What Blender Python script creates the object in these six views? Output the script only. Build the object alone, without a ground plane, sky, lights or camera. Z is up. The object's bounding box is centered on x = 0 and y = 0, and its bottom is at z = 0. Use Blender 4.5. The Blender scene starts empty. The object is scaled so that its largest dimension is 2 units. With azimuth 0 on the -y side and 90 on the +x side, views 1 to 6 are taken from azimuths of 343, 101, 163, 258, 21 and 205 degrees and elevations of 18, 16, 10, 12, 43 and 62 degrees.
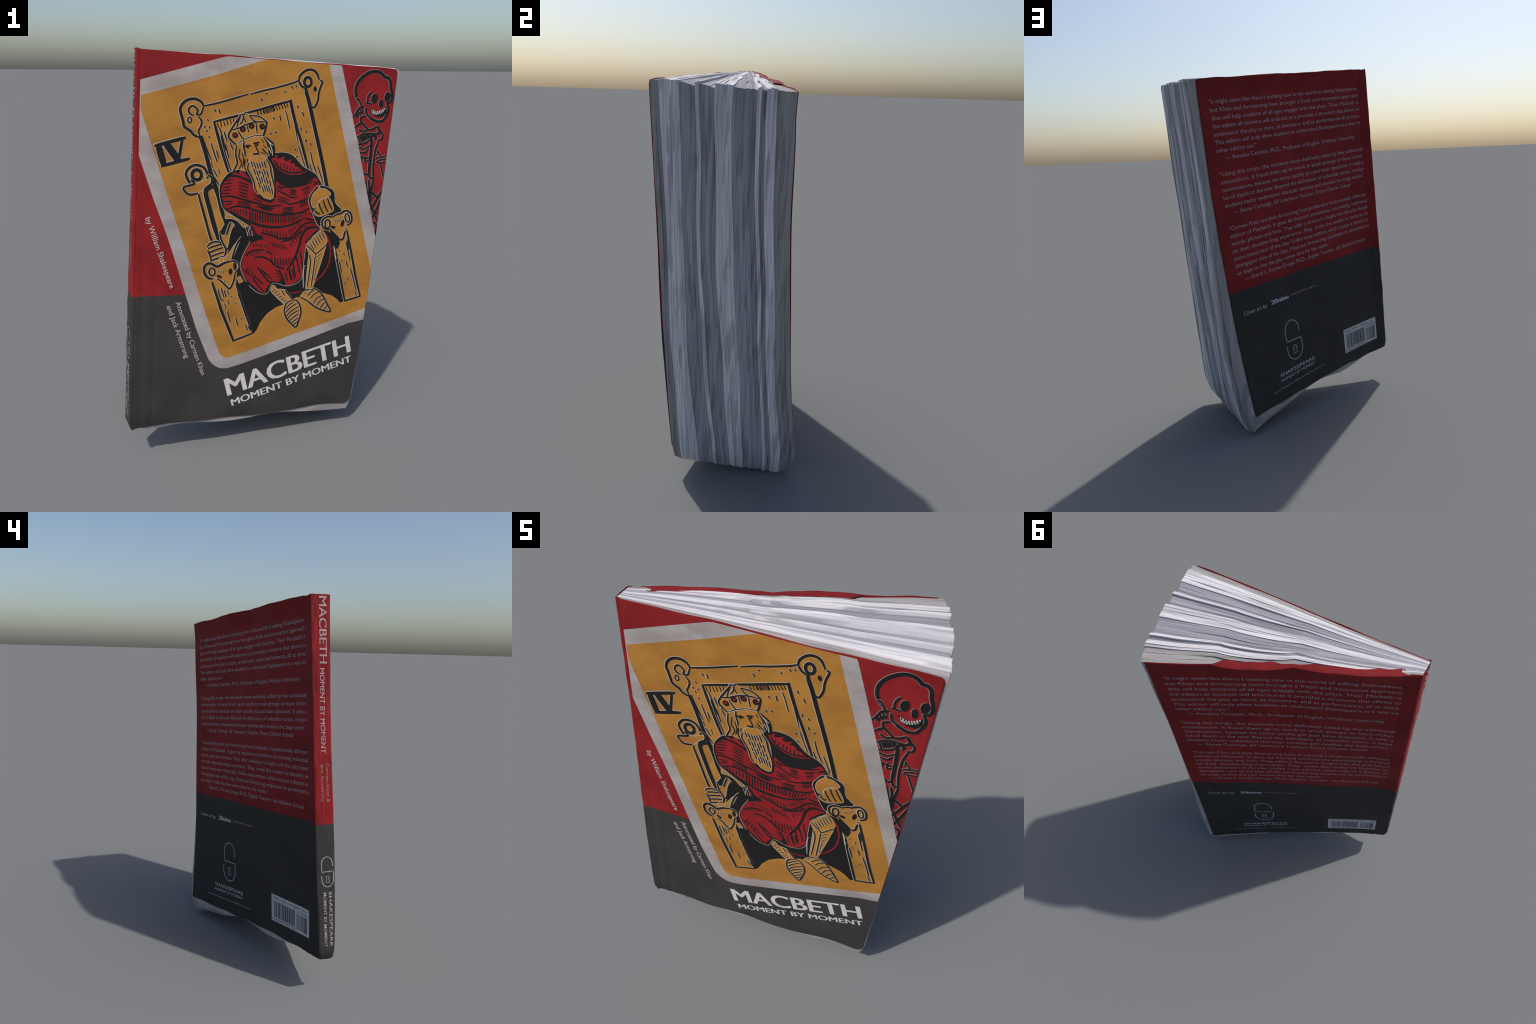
"""A worn paperback standing on one corner, its pages fanned open.

The book is described in book coordinates:
  s  0 at the spine .. 1 at the fore edge
  t  0 at the head (top) .. 1 at the tail (bottom)
  w  0 at the front cover .. 1 at the back cover
and every part (covers, spine, pages, printing) is laid out in them.
"""
import math
import random

import bpy
import bmesh
import numpy as np
from mathutils import Vector, noise
from mathutils.geometry import tessellate_polygon

random.seed(7)
RNG = np.random.default_rng(7)

# ------------------------------------------------------------------ book shape
# corners of the two covers: head/spine, head/fore edge, tail/spine, tail/fore edge
FRONT = np.array([[-.521, -.238, 1.993], [.675, -.309, 1.915], [-.666, -.304, .205], [.536, -.281, .140]])
BACK = np.array([[-.519, -.140, 1.993], [.583, .284, 1.887], [-.678, -.216, .208], [.378, .312, .116]])

# how far each cover bows out (+) or sags in (-) from the flat quad, on a coarse grid
FRONT_S, FRONT_T = [0, .33, .67, 1], [0, .25, .5, .75, 1]
FRONT_BOW = np.array([
    [.000, -.004, .003, .000],
    [-.003, -.002, .002, .004],
    [.001, .003, .008, .012],
    [.007, .010, .016, .017],
    [.000, .009, .015, .010]])
BACK_S, BACK_T = [0, .05, .2, .45, .7, 1], [0, .05, .1, .25, .5, .75, 1]
BACK_BOW = np.array([
    [.000, -.006, -.018, -.022, -.016, .000],
    [.000, -.012, -.022, -.028, -.024, -.010],
    [.000, -.014, -.021, -.033, -.029, -.013],
    [.000, -.013, -.023, -.033, -.032, -.025],
    [.004, -.012, -.026, -.032, -.034, -.031],
    [.004, -.010, -.021, -.028, -.034, -.027],
    [.000, -.006, -.018, -.022, -.024, .000]])


def spline_weights(knots, x):
    """Natural cubic spline through the knots, as one weight per knot for every x."""
    k, x = np.asarray(knots, float), np.asarray(x, float)
    n = len(k)
    h = np.diff(k)
    A, R = np.eye(n), np.zeros((n, n))
    for i in range(1, n - 1):
        A[i, i - 1:i + 2] = h[i - 1], 2 * (h[i - 1] + h[i]), h[i]
        R[i, i - 1:i + 2] = 6 / h[i - 1], -6 / h[i - 1] - 6 / h[i], 6 / h[i]
    M = np.linalg.solve(A, R)
    xc = np.clip(x, k[0], k[-1])
    j = np.clip(np.searchsorted(k, xc, side="right") - 1, 0, n - 2)
    a, b = (k[j + 1] - xc) / h[j], (xc - k[j]) / h[j]
    E = np.eye(n)
    return (a[:, None] * E[j] + b[:, None] * E[j + 1]
            + ((a ** 3 - a) * h[j] ** 2 / 6)[:, None] * M[j] + ((b ** 3 - b) * h[j] ** 2 / 6)[:, None] * M[j + 1])


def quad(c, s, t):
    s, t = np.asarray(s, float)[:, None], np.asarray(t, float)[:, None]
    return (1 - t) * ((1 - s) * c[0] + s * c[1]) + t * ((1 - s) * c[2] + s * c[3])


def quad_normal(c, s, t):
    s, t = np.asarray(s, float)[:, None], np.asarray(t, float)[:, None]
    ds = (1 - t) * (c[1] - c[0]) + t * (c[3] - c[2])
    dt = (1 - s) * (c[2] - c[0]) + s * (c[3] - c[1])
    n = np.cross(dt, ds)
    return n / np.linalg.norm(n, axis=1)[:, None]


def scallop(s):
    """Two shallow lobes along s, in which the head of the back cover has been bent out and over."""
    lobe = lambda a, b: np.clip(np.sin(np.pi * np.clip((s - a) / (b - a), 0, 1)), 0, 1) ** .6
    return np.maximum(lobe(.03, .47), lobe(.44, .76) * .95)


def front_bow(s, t):
    b = np.einsum("ni,ij,nj->n", spline_weights(FRONT_T, t), FRONT_BOW, spline_weights(FRONT_S, s))
    # hinge crease beside the spine, faint buckles in the sheet
    b = b - .003 * np.exp(-((s - .035) / .016) ** 2) * np.clip(t * 3 - .8, 0, 1) - .0025 * np.exp(-((s - .085) / .006) ** 2) * np.clip(t * 2 - .8, 0, 1)
    b = b + .0012 * np.sin(9 * s + 4 * t) * np.sin(11 * t - 3 * s + 1) + .0003 * np.sin(31 * s - 12 * t) * np.sin(23 * t + 9 * s)
    # tail edge curls
    return b - .006 * np.clip((t - .95) / .05, 0, 1) ** 2 * (1 + np.sin(17 * s))


def back_bow(s, t):
    b = np.einsum("ni,ij,nj->n", spline_weights(BACK_T, t), BACK_BOW, spline_weights(BACK_S, s))
    b = b - .003 * np.exp(-((s - .055) / .008) ** 2)
    b = b + .0012 * np.sin(8 * s - 5 * t) * np.sin(10 * t + 4 * s + 2) + .0003 * np.sin(29 * s + 13 * t) * np.sin(21 * t - 8 * s)
    # the head edge flares out in two lobes
    return b + .033 * np.maximum(scallop(s), .25 * np.clip(np.minimum(s, 1 - s) * 12, 0, 1)) * np.clip(1 - t / .05, 0, 1) ** 1.4


def front(s, t, lift=0.0):
    s, t = np.atleast_1d(s).astype(float), np.atleast_1d(t).astype(float)
    return quad(FRONT, s, t) + quad_normal(FRONT, s, t) * (front_bow(s, t) + lift)[:, None]


def back(s, t, lift=0.0):
    s, t = np.atleast_1d(s).astype(float), np.atleast_1d(t).astype(float)
    return quad(BACK, s, t) - quad_normal(BACK, s, t) * (back_bow(s, t) + lift)[:, None]

# ------------------------------------------------------------------ materials
class Nodes:
    """Small helper that strings shader nodes together."""

    def __init__(self, name, roughness=.65, specular=.25):
        self.mat = bpy.data.materials.new(name)
        self.mat.use_nodes = True
        self.t = self.mat.node_tree
        self.bsdf = self.t.nodes["Principled BSDF"]
        self.bsdf.inputs["Roughness"].default_value = roughness
        self.bsdf.inputs["Specular IOR Level"].default_value = specular
        self.co = self.t.nodes.new("ShaderNodeTexCoord").outputs["Object"]

    def plug(self, socket, v):
        if isinstance(v, bpy.types.NodeSocket):
            self.t.links.new(v, socket)
        elif isinstance(v, tuple) and len(v) == 3 and socket.type == "RGBA":
            socket.default_value = (*v, 1)
        else:
            socket.default_value = v

    def math(self, op, a, b=0.0, c=0.0):
        n = self.t.nodes.new("ShaderNodeMath")
        n.operation = op
        for k, v in enumerate((a, b, c)):
            self.plug(n.inputs[k], v)
        return n.outputs[0]

    def dot(self, v):
        n = self.t.nodes.new("ShaderNodeVectorMath")
        n.operation = "DOT_PRODUCT"
        self.plug(n.inputs[0], self.co)
        n.inputs[1].default_value = v
        return n.outputs["Value"]

    def vec(self, x, y, z):
        n = self.t.nodes.new("ShaderNodeCombineXYZ")
        for k, v in enumerate((x, y, z)):
            self.plug(n.inputs[k], v)
        return n.outputs[0]

    def noise(self, vector, scale, detail=3.0, rough=.55):
        n = self.t.nodes.new("ShaderNodeTexNoise")
        self.plug(n.inputs["Vector"], vector)
        n.inputs["Scale"].default_value = scale
        n.inputs["Detail"].default_value = detail
        n.inputs["Roughness"].default_value = rough
        return n.outputs["Fac"]

    def mapped(self, scale, rotation=(0, 0, 0)):
        n = self.t.nodes.new("ShaderNodeMapping")
        self.plug(n.inputs["Vector"], self.co)
        n.inputs["Scale"].default_value = scale
        n.inputs["Rotation"].default_value = rotation
        return n.outputs[0]

    def ramp(self, fac, lo, hi):
        n = self.t.nodes.new("ShaderNodeMapRange")
        self.plug(n.inputs[0], fac)
        n.inputs[1].default_value, n.inputs[2].default_value = lo, hi
        return n.outputs[0]

    def mix(self, fac, a, b):
        n = self.t.nodes.new("ShaderNodeMix")
        n.data_type = "RGBA"
        self.plug(n.inputs[0], fac)
        self.plug(n.inputs[6], a)
        self.plug(n.inputs[7], b)
        return n.outputs[2]

    def bump(self, height, strength=.2, distance=.004):
        n = self.t.nodes.new("ShaderNodeBump")
        n.inputs["Strength"].default_value = strength
        n.inputs["Distance"].default_value = distance
        self.plug(n.inputs["Height"], height)
        self.t.links.new(n.outputs[0], self.bsdf.inputs["Normal"])

    def out(self, colour):
        self.plug(self.bsdf.inputs["Base Color"], colour)
        return self.mat


def printed(name, colour, spread=.12, scale=7.0, roughness=.65, specular=.15, stain=None):
    """Flat printed ink with faint cloudy mottling and paper grain."""
    n = Nodes(name, roughness, specular)
    cloud = n.ramp(n.noise(n.co, scale, 4), .3, .7)
    lo = tuple(c * (1 - spread) for c in colour)
    hi = tuple(min(1, c * (1 + spread)) for c in colour)
    n.bump(n.noise(n.co, 160, 3), .06, .002)
    base = n.mix(cloud, lo, hi)
    if stain:                          # smudges and thumb marks
        blot = n.ramp(n.noise(n.mapped((3.2, 3.2, 5.5), (0, .3, 0)), 1.3, 6, .62), .44, .68)
        base = n.mix(n.math("MULTIPLY", blot, .85), base, stain)
    return n.out(base)


RED, CHARCOAL = (.225, .014, .016), (.040, .037, .0355)
RED_EDGE = .612                        # t of the border between the red and the charcoal field


def cover_print(name, corners, RED=RED, CHARCOAL=CHARCOAL):
    """Red above, charcoal below a straight border across the cover; scuffed by faint noise."""
    a = quad(corners, [0.0], [RED_EDGE])[0]
    b = quad(corners, [1.0], [RED_EDGE])[0]
    across = (b - a) / np.linalg.norm(b - a)
    up = (corners[0] - corners[2])
    up = up - across * (up @ across)
    up /= np.linalg.norm(up)
    n = Nodes(name, .6, .15)
    height = n.math("SUBTRACT", n.dot(tuple(up)), float(a @ up))
    mask = n.ramp(height, -.0012, .0012)
    cloud = n.ramp(n.noise(n.co, 6, 5), .3, .7)
    scuff = n.ramp(n.noise(n.mapped((22, 22, 5)), 1.0, 5, .65), .62, .8)
    red = n.mix(cloud, tuple(c * .76 for c in RED), tuple(c * 1.2 for c in RED))
    red = n.mix(n.math("MULTIPLY", scuff, .35), red, (.26, .035, .035))
    black = n.mix(cloud, tuple(c * .85 for c in CHARCOAL), tuple(c * 1.15 for c in CHARCOAL))
    black = n.mix(n.math("MULTIPLY", scuff, .3), black, (.06, .052, .052))
    n.bump(n.noise(n.co, 120, 4), .08, .003)
    return n.out(n.mix(mask, black, red))


def paper(name, light, dark, bias):
    """Page edges: fine streaks that run along the sheets, wherever the rim turns.
    The sheets fan out of a line behind the spine, so the sheet number is an angle about it."""
    n = Nodes(name, .85, .15)
    sep = n.t.nodes.new("ShaderNodeSeparateXYZ")
    n.plug(sep.inputs[0], n.co)
    x, y, z = sep.outputs
    h = n.ramp(z, .2, 1.99)
    ax = n.math("MULTIPLY_ADD", h, .111, -.85)
    ay = n.math("MULTIPLY_ADD", h, .087, -.308)
    angle = n.math("DIVIDE", n.math("SUBTRACT", y, ay), n.math("SUBTRACT", x, ax))
    along = n.math("ADD", n.math("MULTIPLY", z, 1.0), n.math("MULTIPLY", x, .6))
    sheets = n.noise(n.vec(n.math("MULTIPLY", angle, 130.0), n.math("MULTIPLY", along, 1.6), 0.0), 1.0, 4, .6)
    broad = n.noise(n.vec(n.math("MULTIPLY", angle, 38.0), n.math("MULTIPLY", along, 1.1), 3.0), 1.0, 3, .6)
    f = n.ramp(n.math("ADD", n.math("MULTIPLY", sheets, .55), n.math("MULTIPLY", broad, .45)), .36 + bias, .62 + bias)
    run = n.noise(n.vec(n.math("MULTIPLY", angle, 55.0), n.math("MULTIPLY", along, 3.2), 7.0), 1.0, 2, .5)
    strip = n.math("MULTIPLY", n.ramp(run, .54, .60), .38)            # dark runs along the sheets that end abruptly
    n.bump(n.math("SUBTRACT", sheets, strip), .4, .008)
    return n.out(n.mix(strip, n.mix(f, light, dark), tuple(c * .45 for c in dark)))


MAT = {
    "front": cover_print("front_cover_print", FRONT),
    "back": cover_print("back_cover_print", BACK, (.19, .012, .014), (.030, .029, .029)),  # same print as the front, darkened towards the shade baked on this side
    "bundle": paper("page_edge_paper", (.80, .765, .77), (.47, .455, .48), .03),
    "gap": paper("page_face_paper", (.47, .455, .49), (.27, .262, .29), .0),  # paper greyed down to paint in the occlusion shade between bundles
    "end": paper("end_paper", (.40, .375, .37), (.29, .265, .26), 0.0),
}

# ------------------------------------------------------------------ mesh helpers
ROOT = bpy.data.objects.new("paperback_book", None)
ROOT["label"] = "worn red and charcoal paperback with king woodcut, fanned pages"
ROOT["category"] = "book"
bpy.context.scene.collection.objects.link(ROOT)


def add_object(name, verts, faces, mat, parent=None, smooth=True, stuff=False):
    me = bpy.data.meshes.new(name)
    me.from_pydata([tuple(v) for v in verts], [], faces)
    me.materials.append(mat)
    me.polygons.foreach_set("use_smooth", [smooth] * len(me.polygons))
    me.update()
    ob = bpy.data.objects.new(name, me)
    bpy.context.scene.collection.objects.link(ob)
    ob.parent = parent or ROOT
    if stuff:
        ob["kind"] = "stuff"
    return ob


def sharpen(ob, angle=40):
    ob.data.set_sharp_from_angle(angle=math.radians(angle))


# ------------------------------------------------------------------ covers
BOARD = .007                           # thickness of the cover card


def rounded_grid(ns, nt, s0, fore_bulge, r_head, r_tail):
    """(s, t) grid over a cover whose two fore-edge corners are rounded."""
    S, T = np.meshgrid(np.linspace(s0, 1, ns), np.linspace(0, 1, nt))
    # closer spacing along all borders
    ease = lambda v: v + .35 * np.sin(2 * np.pi * v) / (2 * np.pi) * -1
    S = s0 + (1 - s0) * ease((S - s0) / (1 - s0))
    T = ease(T)
    X, Y = S * 1.2, T * 1.78
    for r, yc, sg in ((r_head, r_head, -1), (r_tail, 1.78 - r_tail, 1)):
        dx, dy = X - (1.2 - r), (Y - yc) * sg
        inside = (dx > 0) & (dy > 0)
        d, m = np.hypot(dx, dy), np.maximum(dx, dy)
        k = np.where(inside & (d > 0), m / np.maximum(d, 1e-9), 1.0)   # square corner -> quarter disc
        X = np.where(inside, 1.2 - r + dx * k, X)
        Y = np.where(inside, yc + dy * k * sg, Y)
    S, T = X / 1.2, Y / 1.78
    return S * (1 + fore_bulge * np.sin(np.pi * np.clip(T, 0, 1)) * S ** 4), T


def make_cover(name, surface, mat, s0, fore_bulge, r_head, r_tail, head_wave, tail_wave):
    ns, nt = 110, 150
    S, T = rounded_grid(ns, nt, s0, fore_bulge, r_head, r_tail)
    T = T + head_wave(S) * np.clip(1 - T / .1, 0, 1) ** 2 + tail_wave(S) * np.clip((T - .9) / .1, 0, 1) ** 2
    s, t = S.ravel(), T.ravel()
    n = ns * nt
    outer, inner = surface(s, t), surface(s, t, -BOARD)
    verts = np.vstack([outer, inner])
    idx = np.arange(n).reshape(nt, ns)
    faces = []
    for j in range(nt - 1):
        for i in range(ns - 1):
            a, b, c, d = idx[j, i], idx[j, i + 1], idx[j + 1, i + 1], idx[j + 1, i]
            faces.append((a, d, c, b))
            faces.append((n + a, n + b, n + c, n + d))
    rim = list(idx[0, :]) + list(idx[1:, -1]) + list(idx[-1, -2::-1]) + list(idx[-2:0:-1, 0])
    for a, b in zip(rim, rim[1:] + rim[:1]):
        faces.append((a, b, n + b, n + a))
    ob = add_object(name, verts, faces, mat)
    bm = bmesh.new()
    bm.from_mesh(ob.data)
    bmesh.ops.recalc_face_normals(bm, faces=bm.faces)
    edges = [e for e in bm.edges if len(e.link_faces) == 2 and e.calc_face_angle(0) > 1.0]
    bmesh.ops.bevel(bm, geom=edges, offset=.0022, segments=2, affect="EDGES", clamp_overlap=True)
    bm.to_mesh(ob.data)
    bm.free()
    ob.data.polygons.foreach_set("use_smooth", [True] * len(ob.data.polygons))
    sharpen(ob, 50)
    return ob


wave = lambda *terms: (lambda s: sum(a * np.sin(f * s + p) for a, f, p in terms))
front_cover = make_cover("front_cover", front, MAT["front"], .003, .008, .018, .045,
                         wave((.0011, 13, 0), (.0007, 31, 1)), wave((.003, 11, 2.2), (.0012, 27, 0)))
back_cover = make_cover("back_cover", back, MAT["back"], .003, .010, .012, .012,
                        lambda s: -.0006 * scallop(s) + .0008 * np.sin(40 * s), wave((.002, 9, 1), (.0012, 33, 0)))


# ------------------------------------------------------------------ spine
def spine_section(t, lift=0.0, steps=22):
    """Points round the spine from the front hinge to the back hinge at height t."""
    t = np.array([t])
    f, b = front([0.0], t)[0], back([0.0], t)[0]
    fi, bi = front([.0075], t)[0], back([.0075], t)[0]
    across, depth = b - f, (fi + bi - f - b) / 2
    across, depth = across / np.linalg.norm(across), depth / np.linalg.norm(depth)
    wide = np.linalg.norm(b - f)
    pts = []
    for k in range(steps + 1):
        a = k / steps * 2 - 1
        # superellipse: flat back with tight shoulders
        u = math.sin(a * math.pi / 2)
        d = max(0.0, 1 - abs(u) ** (2 / .3)) ** .15
        pts.append((f + b) / 2 + across * u * (wide / 2 + lift) - depth * (d * (.014 + lift)) + depth * .005)
    return np.array(pts)


def SPINE_NUDGE(a, t):
    """Small dents along the spine, out along -x."""
    return np.array([noise.noise(Vector((3.1, float(p) * 6.4, float(q) * 24))) for p, q in zip(a, t)]) * .0026


def make_spine():
    nt, steps = 170, 40
    rows = []
    for j in range(nt):
        t = j / (nt - 1)
        p = spine_section(t * 1.005 - .001, 0.0, steps)
        c = np.sin((np.linspace(0, 1, len(p)) * 2 - 1) * math.pi / 2)
        nudge = SPINE_NUDGE(c / 2 + .5, np.full(len(p), t * 1.005 - .001))
        rows.append(p + np.array([-1.0, 0, 0]) * (nudge[:, None] - .016 * max(0, (t - .975) / .025) ** 2)
                    - np.array([0, .12, 1.0]) * (max(0, (t - .985) / .015) ** 2 * .006 * np.sin(np.linspace(0, math.pi, len(p)))[:, None]))
    rows = np.array(rows)
    m = rows.shape[1]
    centre = rows.mean(axis=1, keepdims=True)
    inner = rows + (centre - rows) * .12
    verts = np.vstack([rows.reshape(-1, 3), inner.reshape(-1, 3)])
    n = nt * m
    faces = []
    for j in range(nt - 1):
        for i in range(m - 1):
            a, b, c, d = j * m + i, j * m + i + 1, (j + 1) * m + i + 1, (j + 1) * m + i
            faces += [(a, b, c, d), (n + a, n + d, n + c, n + b)]
    rim = [i for i in range(m)] + [j * m + m - 1 for j in range(1, nt)] + [(nt - 1) * m + i for i in range(m - 2, -1, -1)] + [j * m for j in range(nt - 2, 0, -1)]
    faces += [(a, n + a, n + b, b) for a, b in zip(rim, rim[1:] + rim[:1])]
    ob = add_object("spine", verts, faces, MAT["front"])
    sharpen(ob, 60)
    return ob


spine = make_spine()


# ------------------------------------------------------------------ pages
def fore_bulge(w, t):
    """The middle sheets stand out past the covers; low down the rearmost ones do, most of all."""
    w, t = np.clip(w, 0, 1), np.clip(t, 0, 1)
    middle = np.interp(w, [0, .1, .25, .45, .65, .85, .95, 1], [.010, .014, .022, .034, .037, .031, .028, .019]) * (1 - .2 * t)
    rear = np.interp(w, [.5, .7, .85, .95, 1], [0, .5, 1, .8, .2])
    return middle + .044 * rear * np.interp(t, [.35, .8, .93, 1], [0, 1, .9, .2])


def tail_drop(s, w):
    """The sheets sag out below the covers, most at the back fore-edge corner."""
    corner = np.interp(w, [0, .1, .3, .55, .88, .96, 1], [.046, .062, .074, .090, .114, .096, .04])
    ramp = np.clip((s - .60) / .40, 0, 1) ** 1.15
    belly = (.022 * (1 - abs(2 * w - 1) ** 4) + .027) * np.clip((s - .012) / .10, 0, 1)
    ripple = .55 + .45 * np.sin(15 * s + 1.2 + 1.5 * w)
    return corner * ramp + belly * ripple * (1 - ramp)


def page_outline(w, proud, roll):
    """Rim of one layer of sheets as (s, t); proud is how far it stands out at the rim."""
    n_sp, n_hd, n_fo, n_tl = 16, 80, 130, 70
    hs, ft, ts = np.linspace(-.005, 1, n_hd), np.linspace(0, 1, n_fo), np.linspace(1, .010, n_tl)
    spine_s, spine_t = np.full(n_sp, -.005), np.linspace(.99, .01, n_sp)
    s = np.concatenate([spine_s, hs, np.ones(n_fo - 1), ts[1:]])
    t = np.concatenate([spine_t, np.zeros(n_hd), ft[1:], np.ones(n_tl - 1)])
    side = np.concatenate([np.zeros(n_sp), np.ones(n_hd), np.full(n_fo - 1, 2), np.full(n_tl - 1, 3)])
    jig = np.array([noise.noise(Vector((a * 5, b * 6, roll))) for a, b in zip(s, t)])
    jag = np.array([noise.noise(Vector((a * 2.2, b * 2.6, roll * 1.7 + 9))) for a, b in zip(s, t)])
    head_fade = np.clip((s - .05) / .6, 0, 1)
    out_head = (proud * .9 + jig * .004 + jag * .004) * head_fade
    out_fore = proud * (.35 + .5 * np.exp(-2.2 * t)) + jag * .011 * np.clip(t * 3, .25, 1) + jig * .004
    ds = np.where(side == 2, out_fore + fore_bulge(w, t), 0)
    ds = np.where((side == 1) | (side == 3), (fore_bulge(w, t) + proud * .6) * s ** 3, ds)
    dt = np.where(side == 1, -out_head, 0)
    drop = tail_drop(s, w)
    dt = np.where(side == 3, drop + jig * .003, dt)
    dt = np.where(side == 2, drop * np.clip((t - .8) / .2, 0, 1) ** 2 - proud * .9 * np.clip(1 - t * 40, 0, 1), dt)
    # the fore/tail corner is rounded off
    tail = np.where(side == 2, np.clip((t - .955) / .045, 0, 1) ** 2, np.where(side == 3, np.clip((s - .955) / .045, 0, 1) ** 2, 0))
    ds = ds - .020 * tail
    dt = dt - .012 * tail * (side == 3)
    return s + ds / 1.2, t + dt / 1.78


def page_point(s, t, w):
    w = np.asarray(w) + 4 * np.asarray(w) * (1 - np.asarray(w)) * np.clip(s * 1.2 - .2, 0, 1) * (       # bundles lean and drift down the book
        .012 * np.sin(6.1 * t + 5 * np.asarray(w) + .4) + .006 * np.sin(15 * t - 9 * np.asarray(w) + 2) - .005)
    f, b = front(s, t, -BOARD - .0006), back(s, t, -BOARD - .0006)
    return f + (b - f) * w[:, None]


def make_layer(w0, w1, proud0, proud1, kind, roll):
    rings = []
    for k, (w, inset) in enumerate([(w0, .47), (w0, .36), (w0, .24), (w0, .13), (w0, .05), (w0, 0), (w0 * .5 + w1 * .5, 0), (w1, 0), (w1, .05), (w1, .13), (w1, .24), (w1, .36), (w1, .47)]):
        pr = proud0 + (proud1 - proud0) * (w - w0) / (w1 - w0)
        s, t = page_outline(w, pr, roll)
        if inset > 0:
            s, t = .5 + (s - .5) * (1 - inset * 2), .5 + (t - .5) * (1 - inset * 2)
        rings.append(page_point(s, t, np.full(len(s), w)))
    n = len(rings[0])
    faces = []
    for k in range(len(rings) - 1):
        faces += [(k * n + i, (k + 1) * n + i, (k + 1) * n + (i + 1) % n, k * n + (i + 1) % n) for i in range(n)]
    faces.append(tuple(range(n)))
    faces.append(tuple(range(len(rings) * n - 1, (len(rings) - 1) * n - 1, -1)))
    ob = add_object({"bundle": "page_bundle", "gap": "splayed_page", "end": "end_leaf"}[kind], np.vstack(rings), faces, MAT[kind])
    sharpen(ob, 35)
    return ob


# (from w, to w, kind, sheets in the layer, stand-out at its two sides)
LAYERS = [
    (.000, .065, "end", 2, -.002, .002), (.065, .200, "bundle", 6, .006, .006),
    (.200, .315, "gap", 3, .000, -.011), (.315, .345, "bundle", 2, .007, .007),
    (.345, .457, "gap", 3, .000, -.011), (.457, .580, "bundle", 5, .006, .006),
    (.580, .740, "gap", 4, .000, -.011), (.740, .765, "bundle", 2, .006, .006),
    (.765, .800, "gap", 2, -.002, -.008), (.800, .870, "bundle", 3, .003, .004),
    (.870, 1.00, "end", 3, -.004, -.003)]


def make_pages():
    roll = 0.0
    for a, b, kind, count, p0, p1 in LAYERS:
        for k in range(count):
            w0, w1 = a + (b - a) * k / count, a + (b - a) * (k + 1) / count
            q0, q1 = p0 + (p1 - p0) * k / count, p0 + (p1 - p0) * (k + 1) / count
            roll += .35 if kind == "gap" else 1.0
            j = RNG.uniform(-.0018, .0018) if kind == "bundle" else 0.0
            make_layer(w0 + .0004, w1 - .0004, q0 + j, q1 + j, kind, roll)


make_pages()


def make_turned_edge():
    """The head of the back cover is turned in over the pages along the two lobes: a thin red flap."""
    ns, nd = 160, 9
    s = np.linspace(.035, .752, ns)
    head = np.full(ns, .0002)
    reach = (.034 + np.maximum(back_bow(s, head), -.030)) * np.clip(np.minimum(s - .03, .757 - s) * 25, .03, 1)
    reach = reach * (1 + .08 * np.sin(37 * s) + .06 * np.sin(83 * s + 1))
    outer, across = back(s, head), front(s, head) - back(s, head)
    across /= np.linalg.norm(across, axis=1)[:, None]
    rows = []
    for k in range(nd):
        u = k / (nd - 1)
        rise = .0002 + .003 * math.sin(np.pi * min(1, u * 1.1)) * scallop(s) + .001 * np.sin(29 * s + 5 * u)
        rows.append(outer + across * (reach * u)[:, None] + np.array([0, 0, 1.0]) * rise[:, None])
    top = np.array(rows)
    verts = np.vstack([top.reshape(-1, 3), (top - [0, 0, .003]).reshape(-1, 3)])
    n = ns * nd
    faces = []
    for j in range(nd - 1):
        for i in range(ns - 1):
            q = (j * ns + i, j * ns + i + 1, (j + 1) * ns + i + 1, (j + 1) * ns + i)
            faces += [q[::-1], tuple(n + v for v in q)]
    rim = list(range(ns)) + [j * ns + ns - 1 for j in range(1, nd)] + [(nd - 1) * ns + i for i in range(ns - 2, -1, -1)] + [j * ns for j in range(nd - 2, 0, -1)]
    faces += [(a, b, n + b, n + a) for a, b in zip(rim, rim[1:] + rim[:1])]
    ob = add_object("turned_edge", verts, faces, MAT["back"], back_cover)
    bm = bmesh.new()
    bm.from_mesh(ob.data)
    bmesh.ops.recalc_face_normals(bm, faces=bm.faces)
    bm.to_mesh(ob.data)
    bm.free()
    sharpen(ob, 60)


make_turned_edge()


# ------------------------------------------------------------------ printing
# Print is laid out in cover units (x = 1000 s, y = 1500 t, about 1.2 mm each) and pressed on the
# curved covers as thin films of ink; later colours lie a hair above earlier ones.
def spine_surface(a, t, lift=0.0):
    """a runs across the back of the spine, 0 at the front cover .. 1 at the back cover."""
    a, t = np.atleast_1d(a).astype(float), np.atleast_1d(t).astype(float)
    f, b = front(0 * a, t), back(0 * a, t)
    deep = (front(0 * a + .0075, t) + back(0 * a + .0075, t) - f - b) / 2
    deep /= np.linalg.norm(deep, axis=1)[:, None]
    c = np.clip(np.abs(2 * a - 1), 0, .999) ** (1 / .3)
    d = np.clip(1 - c * c, 0, 1) ** .15
    return f + (b - f) * a[:, None] - deep * (d * .014 - .005 + lift)[:, None] + SPINE_NUDGE(a, t)[:, None] * np.array([-1.0, 0, 0])


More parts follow.
